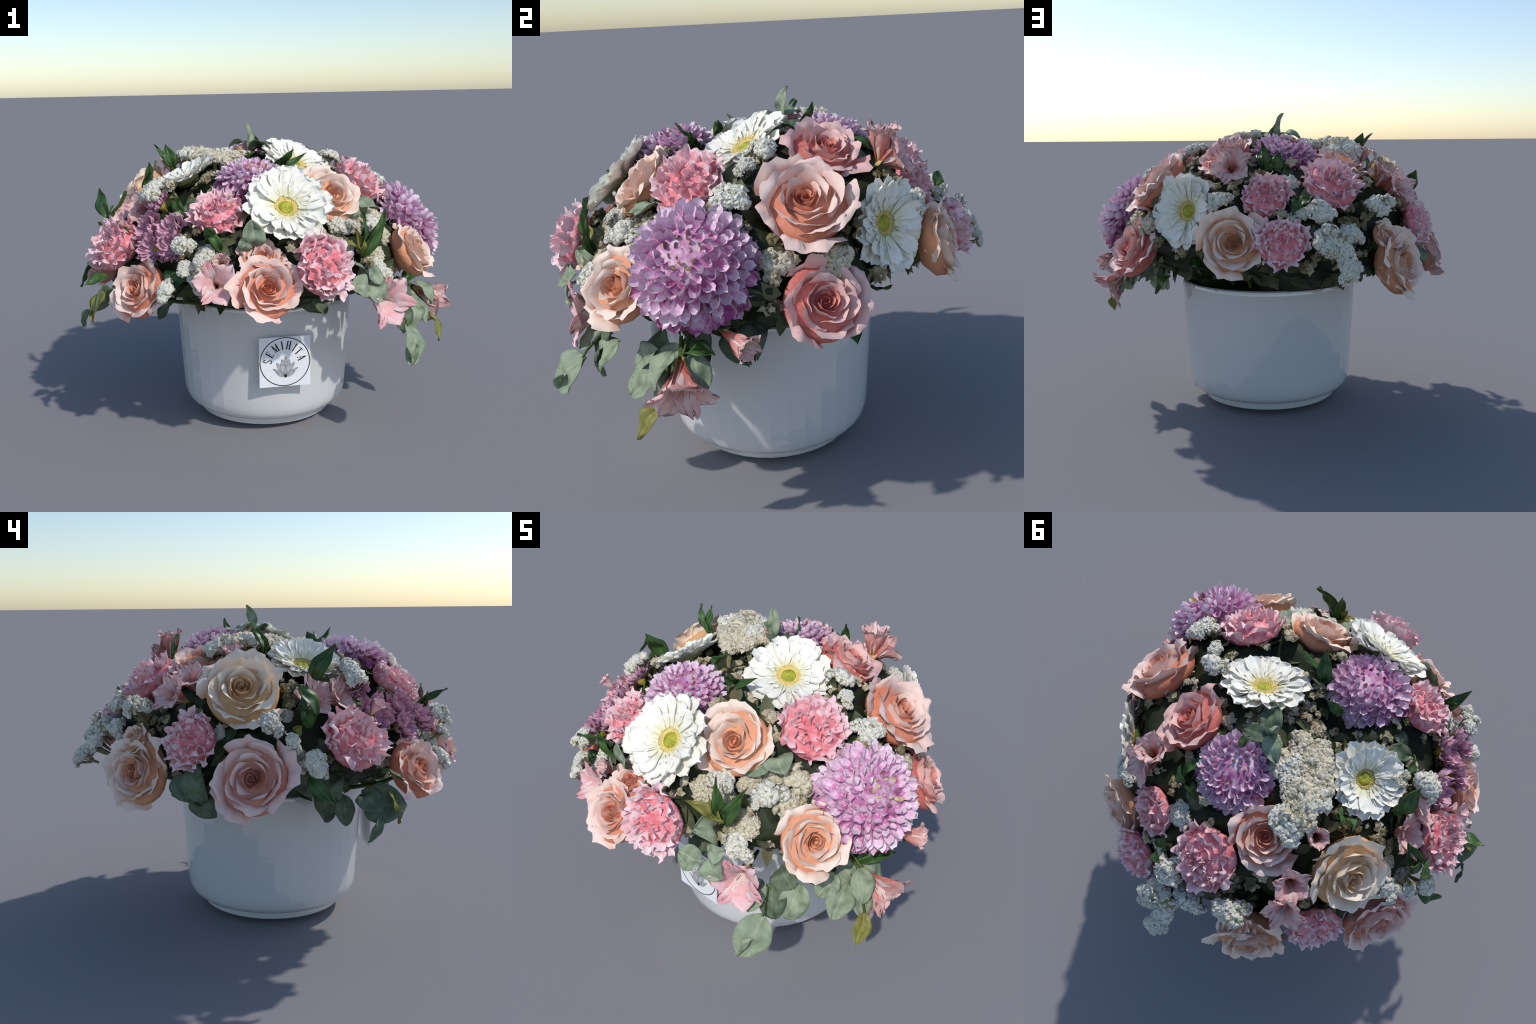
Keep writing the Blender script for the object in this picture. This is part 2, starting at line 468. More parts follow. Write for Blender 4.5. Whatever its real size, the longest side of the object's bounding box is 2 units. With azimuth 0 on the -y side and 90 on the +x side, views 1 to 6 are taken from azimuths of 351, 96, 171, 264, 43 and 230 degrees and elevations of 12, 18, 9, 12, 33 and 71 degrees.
def cup_petal(rho, zlip, half, lean=0.2, curl=0.05, ripple=0.0, waves=5, tip=0.0, crumple=0.02, foot=-0.5, spiral=0.05, seed=0, nu=15, nv=12):
    """Wrapping petal of a rose or carnation around the local z axis, facing +x; unit flower radius."""
    vs = []
    for j in range(nv):
        v = j / (nv - 1)
        for i in range(nu):
            u = 2 * i / (nu - 1) - 1
            edge = 1 - 0.30 * abs(u) ** 3 + tip * math.exp(-(u / 0.22) ** 2) - 0.1 * tip
            q = v * edge
            r, z = bez((0.10 * rho + 0.02, foot), (rho * 0.85 + 0.03, foot * 0.75), (rho * (1 - lean), zlip - 0.16), (rho, zlip), min(q, 1.12))
            s = max(0.0, (v - 0.62) / 0.38)
            r += curl * s * s * (1.0 - 0.3 * abs(u))
            z -= curl * 0.75 * s ** 3
            # side edges roll back a little
            r += curl * 0.5 * s * abs(u) ** 3
            w = half * (0.45 + 0.55 * min(1.0, q * 1.25) ** 0.7)
            a = u * w
            r *= 1 + spiral * u
            if ripple:
                ph = seed * 1.7
                k = ripple * v ** 2.2
                wave = math.sin(a / half * waves * 1.6 + ph) + 0.6 * math.sin(a / half * waves * 3.1 + ph * 2.3)
                r += k * wave
                z += k * 0.8 * math.sin(a / half * waves * 2.1 + ph * 1.3 + 1)
            x, y = r * math.cos(a), r * math.sin(a)
            c = crumple * (0.3 + v)
            x += c * lump(x, y, z, 4.0, seed)
            y += c * lump(x, y, z, 4.0, seed + 11)
            z += c * 1.3 * lump(x, y, z, 4.5, seed + 23)
            vs.append((x, y, z))
    return vs, grid_faces(nu, nv)


def strap_petal(length, width, start=0.0, rise=0.0, droop=0.1, cup=0.2, grooves=0.0, blunt=0.6, wavy=0.0, seed=0, nu=7, nv=9, tipcurl=0.0):
    """Strap or spoon petal along +x from x = start; z up."""
    vs = []
    for j in range(nv):
        v = j / (nv - 1)
        w = width * 0.5 * (0.28 + 0.72 * min(1, v / 0.55) ** 0.8)
        if v > blunt:
            w *= math.sqrt(max(0.0, 1 - ((v - blunt) / (1.001 - blunt)) ** 2.2)) * 0.93 + 0.07
        x = start + length * v
        z = rise * v - droop * v * v + tipcurl * max(0, v - 0.6) ** 2 * 6
        for i in range(nu):
            u = 2 * i / (nu - 1) - 1
            zz = z + cup * w * (u * u - 0.4) + grooves * math.cos(u * PI * 2) * w * (1 - v * 0.5)
            zz += wavy * math.sin(v * 7 + seed + u * 2) * v + wavy * lump(x, u, 0, 3, seed)
            vs.append((x - (0.05 * length * u * u if v > 0.9 else 0), u * w + 0.3 * wavy * math.sin(v * 4 + seed), zz))
    return vs, grid_faces(nu, nv)


# ------------------------------------------------------------------ stems under every flower head
def stem_to(c, n, depth):
    c, n = Vector(c), Vector(n).normalized()
    a = c - n * depth
    flat = Vector((a.x - POT_X, a.y - POT_Y, 0))
    ring = flat.normalized() * min(0.36, flat.length * 0.5)
    b = Vector((POT_X + ring.x, POT_Y + ring.y, 0.56))
    path = [bez(b, b + Vector((0, 0, 0.18)), a - n * 0.16 - Vector((0, 0, 0.03)), a, k / 8) for k in range(9)]
    v, f = tube(path, 0.011, 0.010)
    place("stem", mesh_from("stem", v, f, [STEM]), root)


# ------------------------------------------------------------------ roses
ROSE_RINGS = 16


def rose_lip(rho):
    return 0.50 * math.sqrt(max(0.0, 1 - (rho * 0.80) ** 2)) - 0.14 * math.exp(-((rho / 0.24) ** 2))


ROSE_PETALS = {}
for var in range(3):
    for i in range(ROSE_RINGS):
        t = i / (ROSE_RINGS - 1)
        rho = 0.27 + 0.68 * t ** 0.95
        half = 1.25 - 0.50 * t
        v, f = cup_petal(rho, rose_lip(rho) - 0.05 * t * t, half, lean=0.16 + 0.10 * t, curl=0.035 + 0.09 * t ** 2, tip=0.02 + 0.06 * t ** 2,
                         crumple=0.05 + 0.06 * t, foot=-0.52, spiral=0.08, seed=var * 31 + i * 1.9)
        ROSE_PETALS[var, i] = (v, f)


def rose_meshes():
    made = {}

    def get(tint, var, i):
        if (tint, var, i) not in made:
            v, f = ROSE_PETALS[var, i]
            made[tint, var, i] = mesh_from("rose_petal", v, f, [ROSE_MATS[tint]])
        return made[tint, var, i]

    return get


rose_petal_mesh = rose_meshes()
HEARTS = {}


def rose_heart_mesh(tint, var):
    if (tint, var) not in HEARTS:
        s = Soup()
        for k in range(7):
            t = k / 6
            rho = 0.05 + 0.19 * t
            v, f = cup_petal(rho, rose_lip(rho), 1.9 - 0.5 * t, lean=0.05, curl=0.012, crumple=0.03, foot=-0.4, spiral=0.16, seed=var * 13 + k, nu=15, nv=9)
            s.add(v, f, 0, Matrix.Rotation(k * 2.4, 4, "Z"))
        # fleshy seat of the petals, closes the furrows between them
        seat = [(r0, rose_lip(r0) - 0.24 - 0.06 * r0) for r0 in (0.01, 0.12, 0.25, 0.4, 0.55, 0.7, 0.82)] + [(0.80, -0.12), (0.55, -0.36), (0.25, -0.5)]
        v = [(r0 * math.cos(2 * PI * a / 24), r0 * math.sin(2 * PI * a / 24), z + 0.05 * lump(r0 * math.cos(2 * PI * a / 24), r0 * math.sin(2 * PI * a / 24), z, 3, var)) for r0, z in seat for a in range(24)]
        s.add(v, grid_faces(24, len(seat), True), 0)
        # green calyx cup behind the bloom
        prof = [(0.02, -0.74), (0.10, -0.70), (0.20, -0.60), (0.30, -0.45), (0.24, -0.36)]
        v = [(r * math.cos(2 * PI * a / 12), r * math.sin(2 * PI * a / 12), z) for r, z in prof for a in range(12)]
        s.add(v, grid_faces(12, len(prof), True), 1)
        HEARTS[tint, var] = s.mesh("rose", [HEART_MATS[tint], CALYX])
    return HEARTS[tint, var]


ROSES = [
    # centre, facing, radius, tint
    ("peach", (-0.129, -0.876, 0.897), (0.04, -0.84, 0.54), 0.165),
    ("apricot", (0.682, -0.500, 0.951), (0.72, -0.46, 0.52), 0.165),
    ("apricot", (0.250, -0.489, 1.241), (0.25, -0.72, 0.65), 0.178),
    ("peach", (-0.680, -0.608, 0.858), (-0.69, -0.57, 0.44), 0.163),
    ("peach", (0.589, 0.185, 1.229), (0.71, 0.05, 0.71), 0.193),
    ("blush", (0.728, 0.238, 0.899), (0.79, 0.39, 0.48), 0.175),
    ("blush", (0.254, 0.250, 1.356), (0.50, 0.27, 0.82), 0.165),
    ("cream_peach", (0.272, 0.694, 0.984), (0.16, 0.95, 0.25), 0.172),
    ("peach", (-0.325, 0.338, 1.318), (-0.30, 0.28, 0.91), 0.155),
    ("cream_peach", (-0.541, 0.624, 0.850), (-0.71, 0.66, 0.25), 0.186),
    ("pale_pink", (-0.848, 0.135, 0.871), (-0.90, 0.25, 0.32), 0.190),
    ("cream_peach", (-0.475, 0.645, 0.990), (-0.45, 0.70, 0.55), 0.090),
    ("peach", (-0.136, -0.775, 1.010), (0.0, -0.62, 0.78), 0.115),
    ("ivory", (-0.645, 0.160, 1.216), (-0.80, 0.11, 0.59), 0.198),
]


def build_rose(tint, c, n, r, k):
    r *= 1.0
    var = k % 3
    rose = place("rose", rose_heart_mesh(tint, var), root, frame(c, n, RNG.uniform(0, 6.3), r))
    turn = RNG.uniform(0, 6.3)
    for i in range(ROSE_RINGS):
        m = Matrix.Rotation(turn + i * 2.399 + RNG.uniform(-0.2, 0.2), 4, "Z") @ Matrix.Rotation(RNG.uniform(-0.05, 0.05), 4, "Y")
        sc = RNG.uniform(0.96, 1.04)
        place("rose_petal", rose_petal_mesh(tint, var, i), rose, m @ Matrix.Scale(sc, 4))
    stem_to(c, n, r * 0.7)


for k, (tint, c, n, r) in enumerate(ROSES):
    build_rose(tint, c, n, r, k)

# ------------------------------------------------------------------ carnations
CARN_RINGS = 19
CARN_MESH = {}
for var in range(3):
    for i in range(CARN_RINGS):
        t = i / (CARN_RINGS - 1)
        rho = 0.08 + 0.88 * t ** 0.8
        zl = 0.60 * math.sqrt(max(0, 1 - (rho * 0.97) ** 2)) - 0.03 * t
        v, f = cup_petal(rho, zl, 1.0 - 0.25 * t, lean=0.16, curl=0.03 + 0.05 * t, ripple=0.045 + 0.02 * t, waves=6 + i % 3, crumple=0.08 + 0.04 * t, foot=-0.5,
                         spiral=0.03, seed=var * 17 + i * 2.3, nu=35, nv=13)
        for key, mat in (("rose", CARNATION), ("pale", CARNATION_PALE)):
            CARN_MESH[key, var, i] = mesh_from("carnation_petal", v, f, [mat])
prof = [(0.02, -0.95), (0.16, -0.92), (0.20, -0.75), (0.22, -0.45), (0.30, -0.30)]
cup_soup = Soup()
cup_soup.add([(r * math.cos(2 * PI * a / 10), r * math.sin(2 * PI * a / 10), z) for r, z in prof for a in range(10)], grid_faces(10, len(prof), True), 0)
seat = [(0.01, 0.40), (0.2, 0.39), (0.4, 0.34), (0.6, 0.24), (0.74, 0.10), (0.82, -0.04), (0.8, -0.14), (0.5, -0.3), (0.2, -0.42)]
cup_soup.add([(r * math.cos(2 * PI * a / 40), r * math.sin(2 * PI * a / 40), z + 0.09 * lump(r * math.cos(2 * PI * a / 40), r * math.sin(2 * PI * a / 40), z, 5, 2)) for r, z in seat for a in range(40)], grid_faces(40, len(seat), True), 1)
CARN_SEAT = object_mat("carnation_heart", [(0.3, lin(206, 92, 100)), (0.5, lin(228, 138, 146)), (0.7, lin(242, 196, 202))], 4.0)
CARN_CUP = cup_soup.mesh("carnation", [CALYX, CARN_SEAT])
CARNATIONS = [
    ("rose", (-0.312, -0.610, 1.205), (-0.18, -0.54, 0.82), 0.140),
    ("pale", (0.136, -0.874, 0.982), (0.28, -0.92, 0.27), 0.152),
    ("rose", (0.473, -0.254, 1.287), (0.63, -0.32, 0.71), 0.160),
    ("rose", (-0.790, -0.305, 1.020), (-0.68, -0.42, 0.60), 0.162),
    ("rose", (0.108, 0.611, 1.186), (0.20, 0.85, 0.48), 0.125),
    ("pale", (0.059, 0.789, 0.987), (0.10, 0.93, 0.35), 0.130),
    ("rose", (-0.221, 0.574, 1.237), (-0.08, 0.65, 0.76), 0.158),
    ("pale", (-0.713, 0.391, 1.027), (-0.85, 0.45, 0.30), 0.130),
]
for k, (tone, c, n, r) in enumerate(CARNATIONS):
    r *= 1.02
    head = place("carnation", CARN_CUP, root, frame(c, n, RNG.uniform(0, 6.3), r))
    turn = RNG.uniform(0, 6.3)
    for i in range(CARN_RINGS):
        m = Matrix.Rotation(turn + i * 2.399 + RNG.uniform(-0.3, 0.3), 4, "Z") @ Matrix.Rotation(RNG.uniform(-0.08, 0.08), 4, "Y")
        place("carnation_petal", CARN_MESH[tone, k % 3, i], head, m @ Matrix.Scale(RNG.uniform(0.95, 1.06), 4))
    stem_to(c, n, r * 0.8)

# ------------------------------------------------------------------ gerberas
GERB = {}
for ring, (ln, w, st, rise, droop) in enumerate(((0.74, 0.39, 0.26, 0.12, 0.06), (0.60, 0.34, 0.26, 0.15, 0.05), (0.24, 0.11, 0.31, 0.07, 0.0))):
    for var in range(3):
        v, f = strap_petal(ln, w, st, rise, droop, cup=0.22, grooves=0.10, blunt=0.66, wavy=0.03, seed=var * 5 + ring, nu=9, nv=11)
        GERB[ring, var] = mesh_from("gerbera_petal", v, f, [GERBERA])


def gerbera_disc():
    s = Soup()
    prof = [(0.0, -0.075), (0.05, -0.05), (0.11, -0.045), (0.16, -0.065), (0.19, -0.14)]
    v = [(r * math.cos(2 * PI * a / 20), r * math.sin(2 * PI * a / 20), z + 0.008 * lump(r, a, 0, 9, 3)) for r, z in prof for a in range(20)]
    s.add(v, grid_faces(20, len(prof), True), 0)
    v = [(r * math.cos(2 * PI * a / 24), r * math.sin(2 * PI * a / 24), z) for r, z in ((0.15, -0.08), (0.20, -0.055), (0.27, -0.05), (0.325, -0.085)) for a in range(24)]
    s.add(v, grid_faces(24, 4, True), 1)
    back = [(0.31, -0.09), (0.33, -0.14), (0.22, -0.22), (0.06, -0.24), (0.01, -0.5)]
    v = [(r * math.cos(2 * PI * a / 16), r * math.sin(2 * PI * a / 16), z) for r, z in back for a in range(16)]
    s.add(v, grid_faces(16, len(back), True), 2)
    rng = random.Random(5)
    for k in range(190):
        a, r = k * 2.399, 0.165 + 0.145 * (k / 190)
        z = -0.05 + 0.035 * math.sin((r - 0.17) / 0.135 * PI) + rng.uniform(-0.01, 0.015)
        h = rng.uniform(0.012, 0.030)
        x, y = r * math.cos(a), r * math.sin(a)
        b = 0.013
        vv = [(x - b, y, z - 0.03), (x, y - b, z - 0.03), (x + b, y, z - 0.03), (x, y + b, z - 0.03), (x + rng.uniform(-0.01, 0.01), y + rng.uniform(-0.01, 0.01), z + h)]
        s.add(vv, [(0, 1, 4), (1, 2, 4), (2, 3, 4), (3, 0, 4)], 1)
    return s.mesh("gerbera", [DISC_GREEN, FLORET_YELLOW, CALYX])


GERB_DISC = gerbera_disc()
GERBERAS = [
    # centre, facing, radius, how far the petals lift into a cup
    ((0.008, -0.664, 1.241), (0.06, -0.75, 0.66), 0.226, 0.14),
    ((0.182, -0.085, 1.395), (0.31, -0.42, 0.86), 0.211, 0.07),
    ((-0.415, -0.145, 1.330), (-0.46, -0.04, 0.88), 0.186, 0.22),
    ((0.475, 0.486, 1.122), (0.65, 0.74, 0.16), 0.203, 0.12),
]
for c, n, r, lift in GERBERAS:
    head = place("gerbera", GERB_DISC, root, frame(c, n, RNG.uniform(0, 6.3), r))
    for ring, count in ((0, 18), (1, 16), (2, 20)):
        for k in range(count):
            a = 2 * PI * (k + 0.5 * ring) / count + RNG.uniform(-0.06, 0.06)
            tilt = -lift - RNG.uniform(-0.05, 0.09) - (0.05 if ring else 0)
            m = Matrix.Translation((0, 0, 0.015 * ring - 0.10)) @ Matrix.Rotation(a, 4, "Z") @ Matrix.Rotation(tilt, 4, "Y") @ Matrix.Rotation(RNG.uniform(-0.2, 0.2), 4, "X")
            place("gerbera_petal", GERB[ring, RNG.randrange(3)], head, m @ Matrix.Scale(RNG.uniform(0.92, 1.03), 4))
    stem_to(c, n, r * 0.4)

# ------------------------------------------------------------------ chrysanthemums
MUM_PETAL = {}
for var in range(3):
    v, f = strap_petal(1.0, 0.50, 0.0, 0.0, -0.16, cup=0.95, blunt=0.58, wavy=0.07, seed=var * 3, nu=7, nv=8, tipcurl=0.15)
    for key, mat in (("bright", MUM), ("deep", MUM_DEEP)):
        MUM_PETAL[key, var] = (v, f, mesh_from("chrysanthemum_petal", v, f, [mat]))


def mum_placement(theta, phi, height, jitter):
    """Foot inside the head, pointing outward; hollow side toward the flower's axis."""
    out = Vector((math.sin(theta) * math.cos(phi), math.sin(theta) * math.sin(phi), math.cos(theta)))
    away = Vector((math.cos(theta) * math.cos(phi), math.cos(theta) * math.sin(phi), -math.sin(theta)))
    lean = 0.25 + 0.45 * min(1.0, theta / 1.6)
    d = (out + away * lean + jitter).normalized()
    tip = Vector((out.x, out.y, out.z * height - 0.16 * max(0.0, 1 - theta / 0.42)))
    length = 0.20 + 0.22 * min(1.0, theta / 1.0)
    x = d
    z = (-away + out * 0.55)
    z = (z - x * z.dot(x)).normalized()
    y = z.cross(x)
    rot = Matrix((x, y, z)).transposed().to_4x4()
    return Matrix.Translation(tip - d * length * 0.9) @ rot @ Matrix.Scale(length, 4)


MUMS = [
    ("bright", (0.724, -0.209, 1.043), (0.76, -0.12, 0.62), 0.224, 0.80, 235, 120),
    ("deep", (-0.116, -0.436, 1.312), (0.08, -0.22, 0.96), 0.176, 0.68, 185, 90),
    ("deep", (-0.047, 0.264, 1.362), (-0.14, 0.25, 0.95), 0.164, 0.68, 185, 90),
]
for tone, c, n, r, height, count, named in MUMS:
    s = Soup()
    core = [(0.0, height * 0.82), (0.34, height * 0.76), (0.62, height * 0.6), (0.83, 0.15), (0.80, -0.25), (0.45, -0.5), (0.1, -0.62), (0.02, -0.9)]
    v = [(q * math.cos(2 * PI * a / 18), q * math.sin(2 * PI * a / 18), z) for q, z in core for a in range(18)]
    s.add(v, grid_faces(18, len(core), True), 0)
    inner, outer = [], []
    for i in range(count):
        q = (i + 0.5) / count
        theta = 0.08 + 2.03 * q ** 0.60
        j = Vector((RNG.uniform(-1, 1), RNG.uniform(-1, 1), RNG.uniform(-1, 1))) * 0.30
        m = mum_placement(theta, i * 2.399963, height, j) @ Matrix.Rotation(RNG.uniform(-0.35, 0.35), 4, "X") @ Matrix.Scale(RNG.uniform(0.86, 1.12), 4)
        (outer if 0.06 < q and len(outer) < named and q < 0.85 else inner).append(m)
    for i, m in enumerate(inner):
        v, f, _ = MUM_PETAL[tone, i % 3]
        s.add(v, f, 1 if i > 13 else 2, m if i > 13 else m @ Matrix.Scale(0.75, 4))
    head = place("chrysanthemum", s.mesh("chrysanthemum", [MUM_DEEP, MUM if tone == "bright" else MUM_DEEP, MUM_HEART]), root, frame(c, n, 0.0, r))
    for i, m in enumerate(outer):
        place("chrysanthemum_petal", MUM_PETAL[tone, i % 3][2], head, m)
    stem_to(c, n, r * 0.7)

# ------------------------------------------------------------------ striped daisies
DAISY_PETAL = []
for var in range(2):
    v, f = strap_petal(0.78, 0.32, 0.18, 0.18, -0.05, cup=0.5, grooves=0.2, blunt=0.7, wavy=0.10, seed=var, nu=7, nv=8)
    DAISY_PETAL.append(mesh_from("daisy_petal", v, f, [DAISY]))


def daisy_disc():
    s = Soup()
    prof = [(0.0, 0.14), (0.12, 0.13), (0.22, 0.08), (0.27, 0.0), (0.2, -0.15), (0.05, -0.3), (0.02, -0.8)]
    v = [(r * math.cos(2 * PI * a / 16), r * math.sin(2 * PI * a / 16), z + 0.02 * lump(r * 3, a, 0, 5, 1)) for r, z in prof for a in range(16)]
    s.add(v, grid_faces(16, len(prof), True), 0)
    return s.mesh("daisy", [DAISY_DISC])


DAISY_HEAD = daisy_disc()
DAISIES = [
    ((-0.590, -0.425, 1.095), (-0.87, -0.37, 0.31), 0.122),
    ((-0.505, -0.565, 1.110), (-0.68, -0.55, 0.48), 0.105),
    ((-0.600, -0.560, 1.040), (-0.60, -0.74, 0.30), 0.100),
    ((-0.520, -0.660, 1.060), (-0.45, -0.85, 0.35), 0.095),
    ((-0.560, -0.350, 1.215), (-0.72, -0.20, 0.66), 0.085),
]
for c, n, r in DAISIES:
    head = place("daisy", DAISY_HEAD, root, frame(c, n, RNG.uniform(0, 6), r))
    for k in range(26):
        tilt = -RNG.uniform(0.10, 0.45) - (0.35 if k % 2 else 0)
        m = Matrix.Rotation(2 * PI * k / 26 + RNG.uniform(-0.08, 0.08), 4, "Z") @ Matrix.Rotation(tilt, 4, "Y")
        place("daisy_petal", DAISY_PETAL[k % 2], head, m @ Matrix.Scale(RNG.uniform(0.85, 1.08), 4))
    stem_to(c, n, r * 0.5)


# ------------------------------------------------------------------ alstroemerias (trumpets of six tepals)
def tepal(width, length, flare, seed, nu=9, nv=11):
    vs = []
    for j in range(nv):
        v = j / (nv - 1)
        r, z = bez((0.05, -0.75), (0.16, -0.2), (0.22 + 0.2 * flare, 0.25), (0.30 + flare, 0.42 - 0.25 * flare), v)
        r, z = r * (0.6 + 0.4 * length), z * length
        w = width * (0.16 + 0.84 * math.sin(PI * min(1, v ** 1.5) * 0.92) ** 0.75) * (1.0 if v < 0.97 else 0.5)
        for i in range(nu):
            u = 2 * i / (nu - 1) - 1
            y = u * w
            rr = r - 0.30 * w * u * u + (0.04 + 0.10 * v) * lump(v * 2, u * 1.5, 0, 2.0, seed)
            vs.append((rr + 0.03 * math.sin(v * 6 + seed) * u, y, z + (0.05 + 0.08 * v) * lump(u * 1.5, v * 2, 1, 2.2, seed + 4)))
    # lie along x: tepal length is the Generated x
    return [(p[2], p[1], -p[0]) for p in vs], grid_faces(nu, nv)


ALST_MESH = {}
for flare in (0.25, 0.55):
    for which, wd, ln in ((0, 0.50, 1.0), (1, 0.32, 1.1)):
        for tone, mats in (("deep", (ALST_OUTER, ALST_INNER)), ("pale", (ALST_PALE, ALST_PALE_IN))):
            v, f = tepal(wd * (0.72 if flare < 0.3 else 0.95), ln, flare * (0.6 if flare < 0.3 else 1.0), which * 3 + flare * 10)
            ALST_MESH[flare, which, tone] = mesh_from("alstroemeria_tepal", v, f, [mats[which]])
tv, tf = tube([bez((0, 0, -1.5), (0, 0, -1.2), (0, 0, -0.9), (0, 0, -0.68), k / 5) for k in range(6)], 0.05, 0.10)
ALST_TUBE = mesh_from("alstroemeria", tv, tf, [STEM])
ALSTROEMERIAS = [
    # centre of the mouth region, facing, size, flare, tone
    ("pale", (0.482, -0.735, 0.770), (0.35, -0.85, 0.05), 0.150, 0.55),
    ("deep", (0.880, -0.262, 0.635), (0.80, 0.12, -0.55), 0.150, 0.55),
    ("deep", (0.878, -0.035, 0.812), (0.55, 0.72, -0.25), 0.115, 0.25),
    ("deep", (0.245, 0.480, 1.405), (0.05, 0.12, 0.97), 0.140, 0.25),
    ("deep", (0.260, 0.535, 1.335), (0.15, 0.85, 0.40), 0.120, 0.55),
    ("deep", (-0.598, 0.467, 1.215), (-0.50, 0.65, 0.45), 0.115, 0.55),
    ("deep", (-0.545, 0.385, 1.275), (-0.45, 0.25, 0.80), 0.100, 0.55),
    ("pale", (-0.350, -0.825, 0.925), (-0.12, -0.90, 0.30), 0.125, 0.55),
    ("deep", (-0.320, -0.775, 1.010), (-0.10, -0.80, 0.50), 0.085, 0.25),
    ("deep", (-0.690, -0.145, 1.190), (-0.70, -0.35, 0.60), 0.120, 0.55),
    ("deep", (-0.650, -0.260, 1.195), (-0.55, -0.65, 0.50), 0.110, 0.55),
    ("deep", (-0.480, 0.190, 1.375), (-0.35, 0.10, 0.90), 0.100, 0.25),
    ("pale", (-0.768, -0.415, 1.165), (-0.50, -0.40, 0.75), 0.065, 0.25),
    ("deep", (-0.085, 0.100, 1.445), (-0.3, 0.3, 0.90), 0.080, 0.25),
]
for tone, c, n, r, flare in ALSTROEMERIAS:
    turn = RNG.uniform(0, 6)
    head = place("alstroemeria", ALST_TUBE, root, frame(c, n, turn, r))
    for k in range(6):
        m = Matrix.Rotation(k * PI / 3 + RNG.uniform(-0.12, 0.12), 4, "Z") @ Matrix.Rotation(RNG.uniform(-0.12, 0.12) - PI / 2, 4, "Y")
        place("alstroemeria_tepal", ALST_MESH[flare, k % 2, tone], head, m)


# ------------------------------------------------------------------ statice clumps
def floret_shape(rng):
    """One papery crumpled puff: a small dome with a ruffled, folded-under rim."""
    n, vs = 10, []
    ph, lobes = rng.uniform(0, 6), rng.choice((4, 5, 5))
    for rr, zz in ((0.0, 0.34), (0.5, 0.36), (0.9, 0.16), (1.05, -0.22), (0.6, -0.6)):
        for k in range(n):
            a = 2 * PI * k / n
            q = rr * (1 + 0.26 * math.sin(lobes * a + ph) + rng.uniform(-0.26, 0.26))
            vs.append((q * math.cos(a), q * math.sin(a), zz + 0.22 * rr * math.cos(lobes * a + ph) + rng.uniform(-0.20, 0.20)))
    return vs, grid_faces(n, 5, True)


def statice(c, n, size, wide=1.0, along=None, cream=False, florets=None, seed=0):
    """Lumpy cushion of small papery florets on a green cup; wide stretches it across the facing direction."""
    rng = random.Random(100 + seed)
    s = Soup()
    nu, nv = 14, 9
    base = []
    for j in range(nv):
        th = PI * 0.98 * j / (nv - 1) + 0.02
        for i in range(nu):
            a = 2 * PI * i / nu
            d = Vector((math.sin(th) * math.cos(a), math.sin(th) * math.sin(a), math.cos(th)))
            k = 0.74 + 0.34 * noise.noise(d * 2.2 + Vector((seed * 3.7, 0, 0)))
            base.append((d.x * k * wide, d.y * k, d.z * k * 0.6))
    s.add(base, grid_faces(nu, nv, True), 1)
    count = florets or int(16 + 16 * wide)
    for k in range(count):
        z = 1 - 1.35 * (k + 0.5) / count
        a = k * 2.399 + rng.uniform(-0.3, 0.3)
        q = math.sqrt(max(0.0, 1 - z * z))
        d = Vector((q * math.cos(a), q * math.sin(a), z))
        kk = 0.72 + 0.34 * noise.noise(d * 2.2 + Vector((seed * 3.7, 0, 0))) + rng.uniform(-0.04, 0.10)
        p = (d.x * kk * wide, d.y * kk, d.z * kk * 0.6)
        out = Vector((d.x / wide, d.y, d.z * 1.3)) + Vector((rng.uniform(-1, 1), rng.uniform(-1, 1), rng.uniform(-1, 1))) * 0.35
        m = frame(p, out, rng.uniform(0, 6), rng.uniform(0.18, 0.46) * (0.8 + 0.2 * wide))
        s.add(*floret_shape(rng), 0, m)
    back = [bez((0, 0, -0.5), (0, 0, -1.0), (0.1, 0, -1.5), (0.2, 0.1, -2.2), t / 4) for t in range(5)]
    s.add(*tube(back, 0.30, 0.14), 1)
    me = s.mesh("statice_clump", [STATICE_CREAM if cream else STATICE, STATICE_BASE], smooth=seed % 3 == 0)
    place("statice_clump", me, root, frame(c, n, 0.0, size, up=along), stuff=True)


